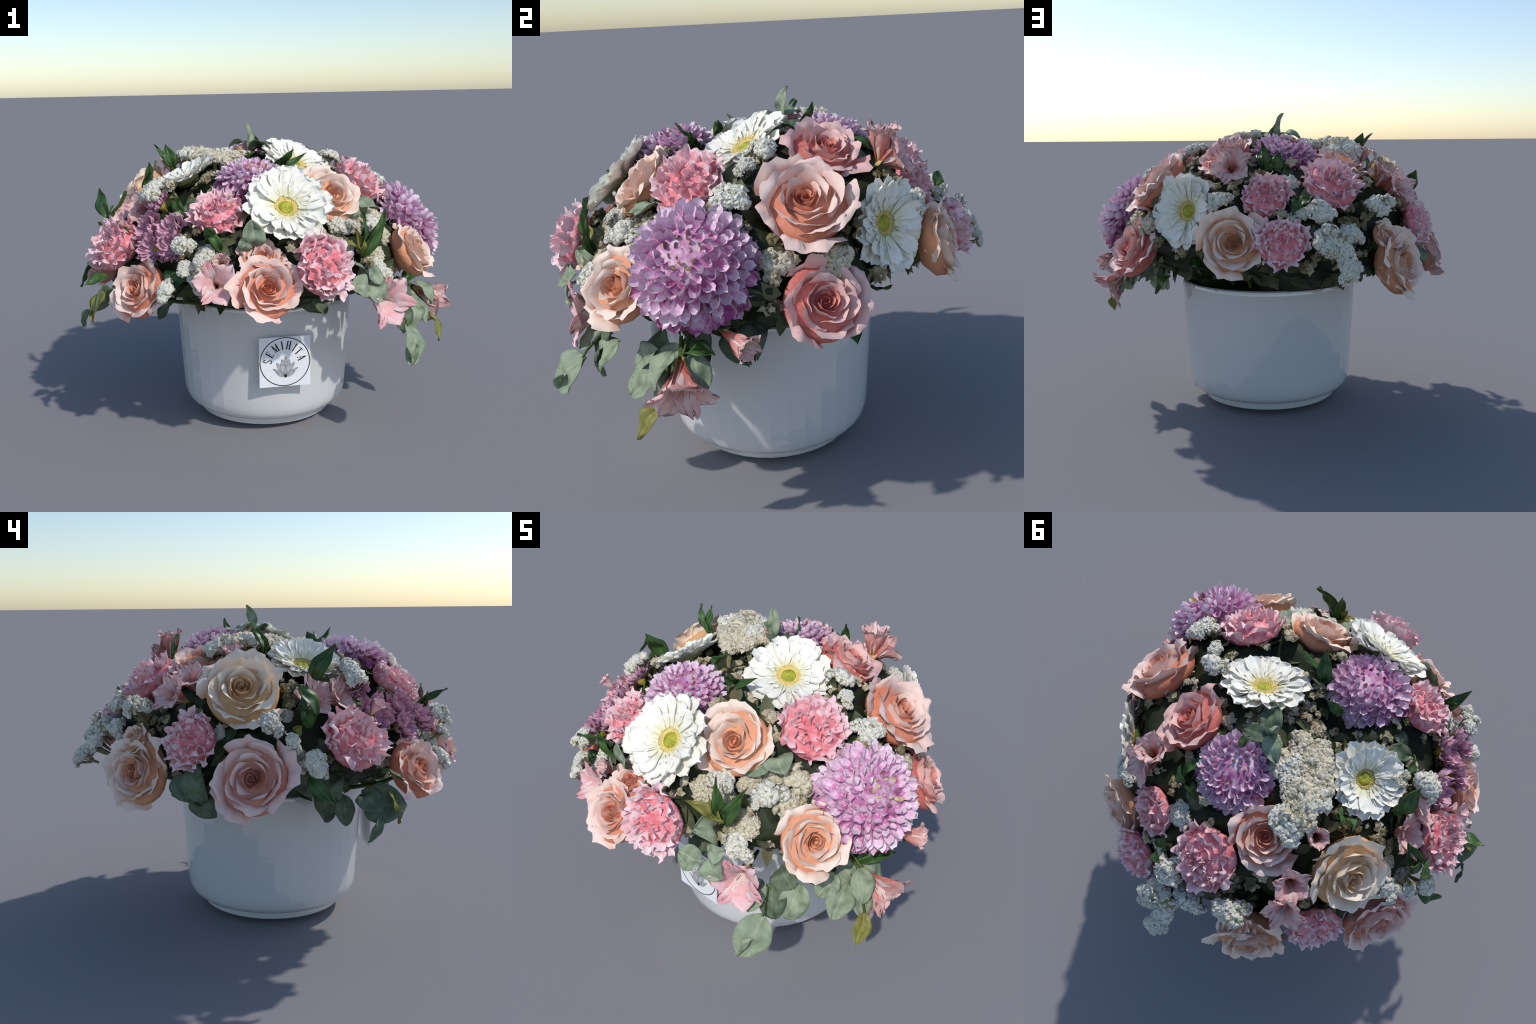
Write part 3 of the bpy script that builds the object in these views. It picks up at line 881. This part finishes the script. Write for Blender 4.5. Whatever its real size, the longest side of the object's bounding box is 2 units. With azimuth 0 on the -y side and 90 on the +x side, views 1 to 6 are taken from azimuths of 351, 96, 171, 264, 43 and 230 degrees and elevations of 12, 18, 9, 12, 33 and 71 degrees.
UPWARD = (0, 0, 1)
STATICE_CLUMPS = [
    # centre, size, stretch, stretch direction, cream
    ("w", (-0.610, -0.340, 1.318), 0.060, 1.5, (0.8, 0.4, 0)),
    ("c", (-0.520, -0.260, 1.315), 0.045, 1.3, (0.8, 0.4, 0)),
    ("c", (-0.480, -0.400, 1.190), 0.042, 1.3, (1, 0, 0)),
    ("c", (-0.360, -0.440, 1.190), 0.036, 1.2, (1, 0, 0)),
    ("w", (-0.509, -0.776, 1.106), 0.055, 1.1, UPWARD),
    ("w", (-0.434, -0.865, 1.050), 0.032, 1.3, UPWARD),
    ("w", (-0.387, -0.749, 1.052), 0.050, 1.1, UPWARD),
    ("w", (-0.502, -0.820, 1.005), 0.040, 1.4, UPWARD),
    ("w", (-0.440, -0.770, 0.950), 0.060, 1.2, UPWARD),
    ("w", (-0.592, -0.788, 0.895), 0.050, 1.4, UPWARD),
    ("w", (0.293, -0.621, 1.130), 0.058, 1.2, UPWARD),
    ("c", (0.375, -0.540, 1.110), 0.060, 1.3, (1, 0, 0)),
    ("w", (0.477, -0.551, 1.115), 0.065, 1.1, (1, 0, 0)),
    ("c", (0.448, -0.645, 0.995), 0.065, 1.4, UPWARD),
    ("w", (0.451, -0.718, 0.927), 0.066, 1.2, UPWARD),
    ("c", (0.535, -0.485, 1.055), 0.072, 1.2, UPWARD),
    ("c", (0.290, -0.630, 1.030), 0.080, 1.2, UPWARD),
    ("c", (0.410, -0.450, 1.115), 0.080, 1.3, (1, 0, 0)),
    ("c", (0.520, -0.400, 1.130), 0.075, 1.3, (1, 0, 0)),
    ("c", (0.200, -0.660, 1.070), 0.070, 1.2, (1, 0, 0)),
    ("w", (0.647, -0.074, 1.285), 0.070, 1.2, (0, 1, 0)),
    ("w", (0.411, 0.030, 1.420), 0.058, 1.2, (1, 0, 0)),
    ("w", (0.479, -0.034, 1.375), 0.045, 1.1, (1, 0, 0)),
    ("c", (0.655, 0.300, 1.060), 0.072, 1.2, (0, 1, 0)),
    ("c", (0.720, 0.090, 1.060), 0.070, 1.3, (0, 1, 0)),
    ("w", (-0.131, 0.755, 1.131), 0.072, 1.3, (1, 0, 0)),
    ("w", (-0.152, 0.835, 1.016), 0.075, 1.2, (1, 0, 0)),
    ("w", (-0.280, 0.755, 1.030), 0.065, 1.2, (1, 0, 0)),
    ("w", (-0.225, 0.885, 0.930), 0.072, 1.3, UPWARD),
    ("w", (-0.232, 0.950, 0.885), 0.055, 1.2, UPWARD),
    ("w", (-0.115, 0.885, 1.000), 0.055, 1.2, (1, 0, 0)),
    ("w", (-0.441, 0.664, 1.151), 0.070, 1.2, (1, 0.4, 0)),
    ("w", (-0.005, 0.563, 1.260), 0.060, 1.3, (1, 0, 0)),
    ("w", (-0.020, 0.700, 1.100), 0.050, 1.2, UPWARD),
    ("w", (-0.915, -0.122, 0.955), 0.056, 1.6, UPWARD),
    ("w", (-0.885, -0.027, 1.045), 0.040, 1.3, UPWARD),
    ("w", (-0.815, 0.063, 1.120), 0.058, 1.2, UPWARD),
    ("c", (-0.800, -0.060, 0.960), 0.050, 1.3, UPWARD),
    ("w", (-0.700, 0.270, 1.060), 0.040, 1.3, UPWARD),
    ("c", (-0.730, -0.020, 1.130), 0.045, 1.2, UPWARD),
    ("w", (0.331, 0.612, 1.190), 0.055, 1.2, (1, -0.5, 0)),
]
sprig_rng = random.Random(3)
for k, (tone, c, size, wide, along) in enumerate(STATICE_CLUMPS):
    n = (Vector(c) - Vector((0, -0.02, 0.62))).normalized()
    c = Vector(c) - n * 0.016
    n = n + Vector((0, 0, 0.35 if n.z < 0.8 else 0.6))
    statice(c, n, size * 0.82, wide, along, tone == "c", seed=k)
    # each sprig branches into a few smaller ragged tufts
    for q in range(2 if size > 0.045 else 1):
        off = Vector((sprig_rng.uniform(-1, 1), sprig_rng.uniform(-1, 1), sprig_rng.uniform(-1, 1)))
        off = (off - n.normalized() * off.dot(n.normalized()) * 0.8).normalized()
        statice(c + off * size * 0.95 - n.normalized() * size * 0.15, n + off * 0.6, size * sprig_rng.uniform(0.42, 0.62), 1.2, along, tone == "c", florets=14, seed=k * 3 + q + 200)
# broad flat mat of tufts on the crown
for k in range(24):
    a, b = sprig_rng.uniform(-1, 1), sprig_rng.uniform(-1, 1)
    c = (-0.285 + 0.77 * a * 0.185 + 0.64 * b * 0.095, 0.088 - 0.64 * a * 0.185 + 0.77 * b * 0.095, 1.432 - 0.02 * b * b - 0.025 * a * a + sprig_rng.uniform(-0.008, 0.008))
    statice(c, (sprig_rng.uniform(-0.3, 0.2), sprig_rng.uniform(-0.2, 0.2), 1), sprig_rng.uniform(0.045, 0.065), 1.3, (0.77, -0.64, 0), k % 3 != 0, florets=22, seed=k + 400)


# ------------------------------------------------------------------ leaves
def leaf_mesh(name, mat, round_leaf, bend, twist, seed):
    """Unit blade along x from 0 to 1, unit width, folded along the midrib, with a little thickness."""
    nu, nv, vs = 9, 13, []
    for j in range(nv):
        v = j / (nv - 1)
        if round_leaf:
            w = 0.5 * max(0.03, math.sin(PI * v ** 0.85)) ** 0.55
            w = w if v < 0.999 else 0.06
        else:
            w = 0.5 * max(0.02, math.sin(PI * (0.03 + 0.97 * v) ** 0.8)) ** 1.05
        for i in range(nu):
            u = 2 * i / (nu - 1) - 1
            a = twist * v
            y = u * w
            z = 0.22 * abs(u) * w + bend * (v - v * v) * 2 - bend * 0.4 * v + 0.16 * lump(v * 2, u, 0, 1.5, seed)
            vs.append((v, y * math.cos(a) - z * math.sin(a), y * math.sin(a) + z * math.cos(a)))
    n = len(vs)
    fs = grid_faces(nu, nv)
    top = [(x, y, z + 0.006) for x, y, z in vs]
    bot = [(x, y, z - 0.006) for x, y, z in vs]
    ring = [i for i in range(nu)] + [j * nu + nu - 1 for j in range(1, nv)] + [(nv - 1) * nu + i for i in range(nu - 2, -1, -1)] + [j * nu for j in range(nv - 2, 0, -1)]
    side = [(ring[k], ring[k] + n, ring[(k + 1) % len(ring)] + n, ring[(k + 1) % len(ring)]) for k in range(len(ring))]
    return mesh_from(name, top + bot, fs + [tuple(i + n for i in f[::-1]) for f in fs] + side, [mat])


LEAF_KINDS = {}
for key, nm, mat, rd in (("r", "ruscus_leaf", RUSCUS, False), ("e", "eucalyptus_leaf", EUCALYPTUS, True), ("d", "eucalyptus_leaf", EUCALYPTUS_DARK, True), ("o", "alstroemeria_leaf", OLIVE_LEAF, False)):
    LEAF_KINDS[key] = [leaf_mesh(nm, mat, rd, 0.14 + 0.10 * k, 0.4 * (k - 1), k * 4 + 1) for k in range(3)]


def leaf(key, base, tip, width, face=None):
    """A leaf from base to tip, its upper side turned toward face."""
    base, tip = Vector(base), Vector(tip)
    x = tip - base
    ln = x.length
    x.normalize()
    f = Vector(face) if face is not None else (base + tip) / 2 - Vector((0, 0, 0.6))
    z = f - x * f.dot(x)
    if z.length < 1e-4:
        z = x.orthogonal()
    z.normalize()
    y = z.cross(x)
    m = Matrix.Translation(base) @ Matrix((x, y, z)).transposed().to_4x4() @ Matrix.Diagonal((ln, width, (ln + width) / 2, 1))
    me = LEAF_KINDS[key][RNG.randrange(3)]
    place(me.name.split(".")[0], me, root, m)


LEAVES = [
    # kind, foot, tip, width, facing
    # grey-green eucalyptus
    ("e", (0.600, -0.715, 0.635), (0.582, -0.846, 0.480), 0.165, (0.5, -0.5, 0.6)),
    ("e", (0.610, -0.800, 0.560), (0.560, -0.850, 0.475), 0.070, (-0.5, -0.6, 0.3)),
    ("e", (0.370, -0.790, 0.870), (0.445, -0.820, 0.800), 0.120, (0.3, -0.8, 0.5)),
    ("e", (0.370, -0.800, 0.900), (0.440, -0.780, 0.925), 0.090, (0.1, -0.9, 0.4)),
    ("e", (0.360, -0.830, 0.860), (0.265, -0.870, 0.895), 0.115, (-0.1, -0.8, 0.6)),
    ("e", (0.290, -0.660, 0.880), (0.310, -0.790, 1.000), 0.165, (0.2, -0.7, 0.7)),
    ("e", (0.390, -0.400, 1.190), (0.500, -0.480, 1.195), 0.135, (0.3, -0.45, 0.85)),
    ("e", (0.410, -0.460, 1.185), (0.345, -0.555, 1.165), 0.100, (0.1, -0.6, 0.8)),
    ("e", (0.760, -0.360, 0.680), (0.785, -0.480, 0.560), 0.130, (0.5, -0.6, 0.5)),
    ("e", (0.720, -0.380, 0.720), (0.700, -0.480, 0.640), 0.110, (0.5, -0.6, 0.5)),
    ("e", (0.790, -0.300, 0.740), (0.874, -0.378, 0.640), 0.105, (0.7, -0.5, 0.4)),
    ("o", (0.865, -0.350, 0.560), (0.892, -0.440, 0.440), 0.085, (0.6, -0.5, 0.4)),
    ("e", (0.660, -0.540, 0.730), (0.660, -0.640, 0.590), 0.130, (0.6, -0.6, 0.4)),
    ("d", (0.560, -0.600, 0.720), (0.610, -0.670, 0.580), 0.130, (0.5, -0.7, 0.3)),
    ("e", (0.520, -0.640, 0.740), (0.540, -0.750, 0.640), 0.100, (0.3, -0.8, 0.3)),
    ("d", (0.560, -0.560, 0.780), (0.660, -0.600, 0.740), 0.130, (0.5, -0.7, 0.4)),
    ("d", (-0.830, -0.345, 0.750), (-0.925, -0.505, 0.755), 0.180, (-0.85, 0.3, 0.45)),
    ("d", (-0.800, -0.340, 0.790), (-0.930, -0.400, 0.740), 0.110, (-0.8, 0.2, 0.4)),
    ("o", (-0.860, -0.440, 0.820), (-0.935, -0.490, 0.690), 0.075, (-0.5, -0.7, 0.3)),
    ("d", (-0.940, -0.400, 0.720), (-0.982, -0.334, 0.620), 0.055, (-0.8, -0.4, 0.3)),
    ("d", (-0.780, -0.260, 0.780), (-0.800, -0.280, 0.640), 0.090, (-0.9, 0.1, 0.2)),
    ("d", (-0.640, 0.330, 0.750), (-0.715, 0.470, 0.800), 0.125, (-0.8, 0.2, 0.4)),
    ("d", (-0.660, 0.360, 0.790), (-0.735, 0.310, 0.680), 0.135, (-0.8, 0.3, 0.2)),
    ("d", (-0.480, -0.230, 0.740), (-0.600, -0.230, 0.600), 0.130, (-0.8, -0.1, 0.3)),
    ("d", (-0.560, -0.270, 0.850), (-0.650, -0.240, 0.730), 0.150, (-0.9, 0.0, 0.3)),
    ("d", (0.100, -0.560, 0.760), (0.190, -0.700, 0.715), 0.130, (0.0, -0.7, 0.5)),
    ("e", (0.700, -0.330, 0.740), (0.800, -0.300, 0.600), 0.130, (0.6, -0.4, 0.4)),
    ("d", (0.600, -0.250, 0.750), (0.740, -0.200, 0.665), 0.140, (0.8, -0.2, 0.3)),
    ("d", (0.640, -0.100, 0.770), (0.780, -0.040, 0.690), 0.130, (0.8, 0.1, 0.3)),
    ("e", (0.760, -0.240, 0.720), (0.840, -0.190, 0.600), 0.110, (0.8, 0.0, 0.3)),
    ("d", (0.580, -0.400, 0.740), (0.700, -0.360, 0.630), 0.140, (0.7, -0.5, 0.3)),
    ("e", (0.790, -0.300, 0.660), (0.860, -0.360, 0.530), 0.100, (0.7, -0.4, 0.3)),
    ("d", (0.690, -0.020, 0.810), (0.830, 0.000, 0.740), 0.110, (0.8, 0.2, 0.3)),
    ("d", (-0.700, 0.400, 0.900), (-0.790, 0.350, 0.770), 0.130, (-0.9, 0.4, 0.3)),
    ("d", (-0.680, 0.450, 0.870), (-0.740, 0.420, 0.760), 0.110, (-0.8, 0.6, 0.2)),
    ("d", (-0.720, -0.080, 0.900), (-0.830, -0.110, 0.790), 0.130, (-0.95, 0.0, 0.3)),
    ("e", (-0.160, -0.760, 1.070), (-0.180, -0.800, 1.200), 0.110, (-0.2, -0.9, 0.3)),
    ("e", (-0.215, -0.800, 1.060), (-0.215, -0.820, 1.130), 0.060, (-0.2, -0.9, 0.3)),
    # leaf standing at the crown
    ("e", (-0.049, 0.073, 1.460), (-0.058, 0.078, 1.600), 0.062, (0.5, -0.8, 0.1)),
    ("e", (-0.040, 0.070, 1.475), (-0.150, 0.135, 1.485), 0.085, (0, 0, 1)),
    ("d", (-0.050, 0.060, 1.465), (0.070, -0.030, 1.480), 0.100, (0, 0.2, 1)),
    ("d", (-0.040, 0.080, 1.450), (0.070, 0.130, 1.440), 0.090, (0.2, 0.2, 1)),
    ("r", (-0.010, 0.150, 1.440), (0.005, 0.205, 1.530), 0.050, (0.6, 0.4, 0.3)),
    # green blades
    ("r", (-0.836, -0.142, 1.140), (-0.871, -0.045, 1.282), 0.085, (-0.5, -0.6, 0.5)),
    ("r", (-0.592, -0.149, 1.249), (-0.609, -0.259, 1.426), 0.090, (-0.8, 0.3, 0.4)),
    ("r", (-0.470, 0.060, 1.360), (-0.510, 0.096, 1.494), 0.075, (-0.2, -0.8, 0.4)),
    ("r", (-0.480, 0.050, 1.370), (-0.569, 0.074, 1.497), 0.035, (-0.2, -0.8, 0.4)),
    ("r", (0.369, -0.683, 0.975), (0.486, -0.698, 1.206), 0.070, (0.2, -0.8, 0.5)),
    ("r", (0.360, -0.680, 0.985), (0.362, -0.733, 1.221), 0.050, (0.3, -0.8, 0.3)),
    ("o", (0.369, -0.683, 1.000), (0.228, -0.775, 1.085), 0.060, (0.0, -0.7, 0.7)),
    ("o", (0.365, -0.690, 0.990), (0.325, -0.740, 1.130), 0.045, (0.1, -0.8, 0.4)),
    ("r", (0.023, -0.292, 1.335), (0.105, -0.375, 1.480), 0.070, (-0.5, 0.6, 0.6)),
    ("r", (0.030, -0.300, 1.340), (0.190, -0.300, 1.455), 0.045, (0.2, -0.7, 0.6)),
    ("r", (-0.141, -0.254, 1.390), (-0.071, -0.215, 1.465), 0.050, (-0.4, 0.5, 0.7)),
    ("r", (-0.790, -0.118, 1.080), (-0.740, -0.106, 1.272), 0.075, (-0.9, 0.2, 0.2)),
    ("r", (-0.800, -0.118, 1.080), (-0.820, -0.070, 1.190), 0.060, (-0.9, 0.2, 0.3)),
    ("r", (-0.900, -0.091, 0.890), (-0.995, -0.185, 0.791), 0.070, (-0.7, 0.5, 0.6)),
    ("o", (-0.820, -0.050, 1.060), (-0.890, -0.062, 1.105), 0.050, (-0.9, 0.0, 0.4)),
    ("r", (-0.760, 0.020, 1.000), (-0.850, 0.030, 0.960), 0.070, (-0.9, 0.1, 0.4)),
    ("d", (-0.740, -0.180, 0.850), (-0.830, -0.230, 0.770), 0.130, (-0.9, -0.2, 0.4)),
    ("r", (-0.430, -0.340, 1.235), (-0.390, -0.420, 1.150), 0.060, (-0.4, -0.5, 0.7)),
    ("d", (-0.360, -0.330, 1.240), (-0.450, -0.420, 1.205), 0.080, (-0.4, -0.4, 0.8)),
    ("r", (-0.500, -0.320, 1.240), (-0.450, -0.440, 1.190), 0.055, (-0.5, -0.4, 0.7)),
    ("d", (-0.300, -0.400, 1.240), (-0.400, -0.450, 1.180), 0.070, (-0.3, -0.5, 0.8)),
    ("r", (-0.336, -0.731, 1.080), (-0.396, -0.851, 1.199), 0.060, (-0.4, -0.4, 0.8)),
    ("r", (-0.310, -0.730, 1.050), (-0.391, -0.765, 1.180), 0.050, (-0.1, -0.8, 0.5)),
    ("r", (0.048, 0.438, 1.280), (0.101, 0.457, 1.452), 0.050, (0.2, 0.8, 0.3)),
    ("r", (0.040, 0.440, 1.290), (0.010, 0.460, 1.400), 0.070, (0.2, 0.8, 0.4)),
    ("r", (0.100, 0.440, 1.330), (0.080, 0.330, 1.420), 0.050, (0.3, 0.3, 0.8)),
    ("r", (-0.030, 0.710, 1.080), (-0.032, 0.632, 1.215), 0.065, (0.1, 0.8, 0.4)),
    ("r", (-0.030, 0.720, 1.150), (-0.096, 0.750, 1.205), 0.060, (0.1, 0.6, 0.8)),
    ("r", (-0.840, -0.420, 0.895), (-0.945, -0.490, 0.875), 0.075, (-0.4, -0.5, 0.7)),
    ("r", (-0.500, -0.680, 0.960), (-0.560, -0.760, 0.890), 0.110, (-0.4, -0.8, 0.4)),
    ("r", (0.738, -0.261, 0.730), (0.860, -0.135, 0.765), 0.075, (0.5, -0.3, 0.8)),
    ("r", (0.400, 0.400, 0.880), (0.440, 0.500, 0.840), 0.090, (0.4, 0.5, -0.5)),
    ("r", (0.560, 0.330, 0.780), (0.640, 0.370, 0.700), 0.080, (0.8, 0.4, 0.2)),
]
for key, base, tip, width, face in LEAVES:
    leaf(key, base, tip, width, face)

# trailing twig that carries the lowest leaf
for path in ([(0.560, -0.640, 0.720), (0.590, -0.700, 0.660), (0.600, -0.720, 0.630)], [(0.76, -0.32, 0.70), (0.83, -0.33, 0.62), (0.865, -0.35, 0.56)],
             [(0.70, -0.26, 0.76), (0.78, -0.27, 0.72), (0.84, -0.25, 0.66)]):
    v, f = tube(path, 0.007, 0.005)
    place("twig", mesh_from("twig", v, f, [STEM]), root)

# ------------------------------------------------------------------ dark inner foliage that closes the gaps
HEADS = [(Vector(c), Vector(n).normalized(), r, 0.34 * r) for _, c, n, r in ROSES]
HEADS += [(Vector(c), Vector(n).normalized(), r, 0.34 * r) for _, c, n, r in CARNATIONS]
HEADS += [(Vector(c), Vector(n).normalized(), r, 0.33 * r) for c, n, r, _ in GERBERAS]
HEADS += [(Vector(c), Vector(n).normalized(), r * 0.9, 0.35 * r) for _, c, n, r, _, _, _ in MUMS]
HEADS += [(Vector(c), Vector(n).normalized(), r, 0.3 * r) for c, n, r in DAISIES]
HEADS += [(Vector(c), (Vector(c) - Vector((0, -0.02, 0.62))).normalized(), w * 1.1, w * 0.45) for _, c, w, _, _ in STATICE_CLUMPS]
HEADS += [(Vector(c), Vector(n).normalized(), r * 0.5, r * 0.3) for _, c, n, r, _ in ALSTROEMERIAS if n[2] > 0.15]
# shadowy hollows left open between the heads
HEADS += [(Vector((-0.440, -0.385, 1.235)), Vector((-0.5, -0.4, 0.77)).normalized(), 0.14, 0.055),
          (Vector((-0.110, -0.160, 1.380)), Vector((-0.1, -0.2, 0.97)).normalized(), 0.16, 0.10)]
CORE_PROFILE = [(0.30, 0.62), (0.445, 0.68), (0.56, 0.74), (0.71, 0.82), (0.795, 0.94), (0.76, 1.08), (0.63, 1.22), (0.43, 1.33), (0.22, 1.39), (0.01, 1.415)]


def core_point(t, a):
    k = t * (len(CORE_PROFILE) - 1)
    i = min(int(k), len(CORE_PROFILE) - 2)
    q = k - i
    r = CORE_PROFILE[i][0] * (1 - q) + CORE_PROFILE[i + 1][0] * q
    z = CORE_PROFILE[i][1] * (1 - q) + CORE_PROFILE[i + 1][1] * q
    # open hollow at the back, under the gerbera, where only stems show
    hollow = 0.28 * math.exp(-(((a - 0.90) + PI) % (2 * PI) - PI) ** 2 / 0.30) * max(0.0, min(1.0, (0.98 - z) / 0.12)) * max(0.0, min(1.0, (r - 0.42) / 0.1))
    hollow += 0.14 * math.exp(-(((a - 2.2) + PI) % (2 * PI) - PI) ** 2 / 0.10) * max(0.0, min(1.0, (1.20 - z) / 0.1)) * max(0.0, min(1.0, (z - 0.86) / 0.1))
    r -= hollow
    p = Vector((r * math.cos(a), r * math.sin(a) - 0.02, z))
    # foliage lies behind every flower head and sprig
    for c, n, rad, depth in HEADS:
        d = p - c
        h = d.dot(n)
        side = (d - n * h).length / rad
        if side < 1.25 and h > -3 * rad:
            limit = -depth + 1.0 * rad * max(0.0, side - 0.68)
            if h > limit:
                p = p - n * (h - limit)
    return p


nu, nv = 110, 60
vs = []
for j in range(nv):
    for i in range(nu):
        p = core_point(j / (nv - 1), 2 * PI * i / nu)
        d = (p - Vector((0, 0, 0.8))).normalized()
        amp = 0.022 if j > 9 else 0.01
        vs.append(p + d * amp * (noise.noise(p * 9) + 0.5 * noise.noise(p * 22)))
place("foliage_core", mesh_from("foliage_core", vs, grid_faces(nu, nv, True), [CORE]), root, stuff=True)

s = Soup()
rng = random.Random(11)
for k in range(560):
    t, a = rng.uniform(0.22, 0.97), rng.uniform(0, 2 * PI)
    p = core_point(t, a)
    out = (p - Vector((0, 0, 0.72))).normalized()
    side = Vector((rng.uniform(-1, 1), rng.uniform(-1, 1), rng.uniform(-1, 1)))
    x = (side - out * side.dot(out) + out * rng.uniform(0.0, 0.35)).normalized()
    z = (out - x * out.dot(x) + Vector((rng.uniform(-1, 1), rng.uniform(-1, 1), 0)) * 0.3)
    z = (z - x * z.dot(x)).normalized()
    ln, w = rng.uniform(0.08, 0.13), rng.uniform(0.04, 0.075)
    # no leaf may poke through a flower face
    tip = p + x * ln * 0.7
    if any((tip - c - n * (tip - c).dot(n)).length < rad * 0.95 and -depth * 0.6 < (tip - c).dot(n) < 0.3 for c, n, rad, depth in HEADS):
        continue
    m = Matrix.Translation(p - x * ln * 0.3) @ Matrix((x, z.cross(x), z)).transposed().to_4x4()
    v = []
    for j in range(6):
        q = j / 5
        ww = w * 0.5 * max(0.05, math.sin(PI * q ** 0.8))
        for u in (-1, 0, 1):
            v.append((q * ln, u * ww, 0.25 * abs(u) * ww + 0.02 * (q - q * q)))
    s.add(v, grid_faces(3, 6), 0, m)
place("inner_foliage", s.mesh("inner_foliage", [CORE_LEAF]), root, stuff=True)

# small muted olive-beige tufts that fill the spaces between the heads
STATICE_SHADE = object_mat("muted_sprig", [(0.30, lin(70, 64, 40)), (0.44, lin(136, 126, 94)), (0.56, lin(196, 188, 162)), (0.68, lin(150, 116, 96)), (0.76, lin(112, 118, 62))], 4.0)
s = Soup()
for k in range(280):
    t, a = rng.uniform(0.36, 0.96), rng.uniform(0, 2 * PI)
    p = core_point(t, a)
    out = (p - Vector((0, 0, 0.72))).normalized()
    for q in range(5):
        off = Vector((rng.uniform(-1, 1), rng.uniform(-1, 1), rng.uniform(-1, 1))) * 0.03
        s.add(*floret_shape(rng), 0, frame(p + out * 0.006 + off, out + off * 12, rng.uniform(0, 6), rng.uniform(0.012, 0.024)))
place("muted_sprig", s.mesh("muted_sprig", [STATICE_SHADE], smooth=False), root, stuff=True)
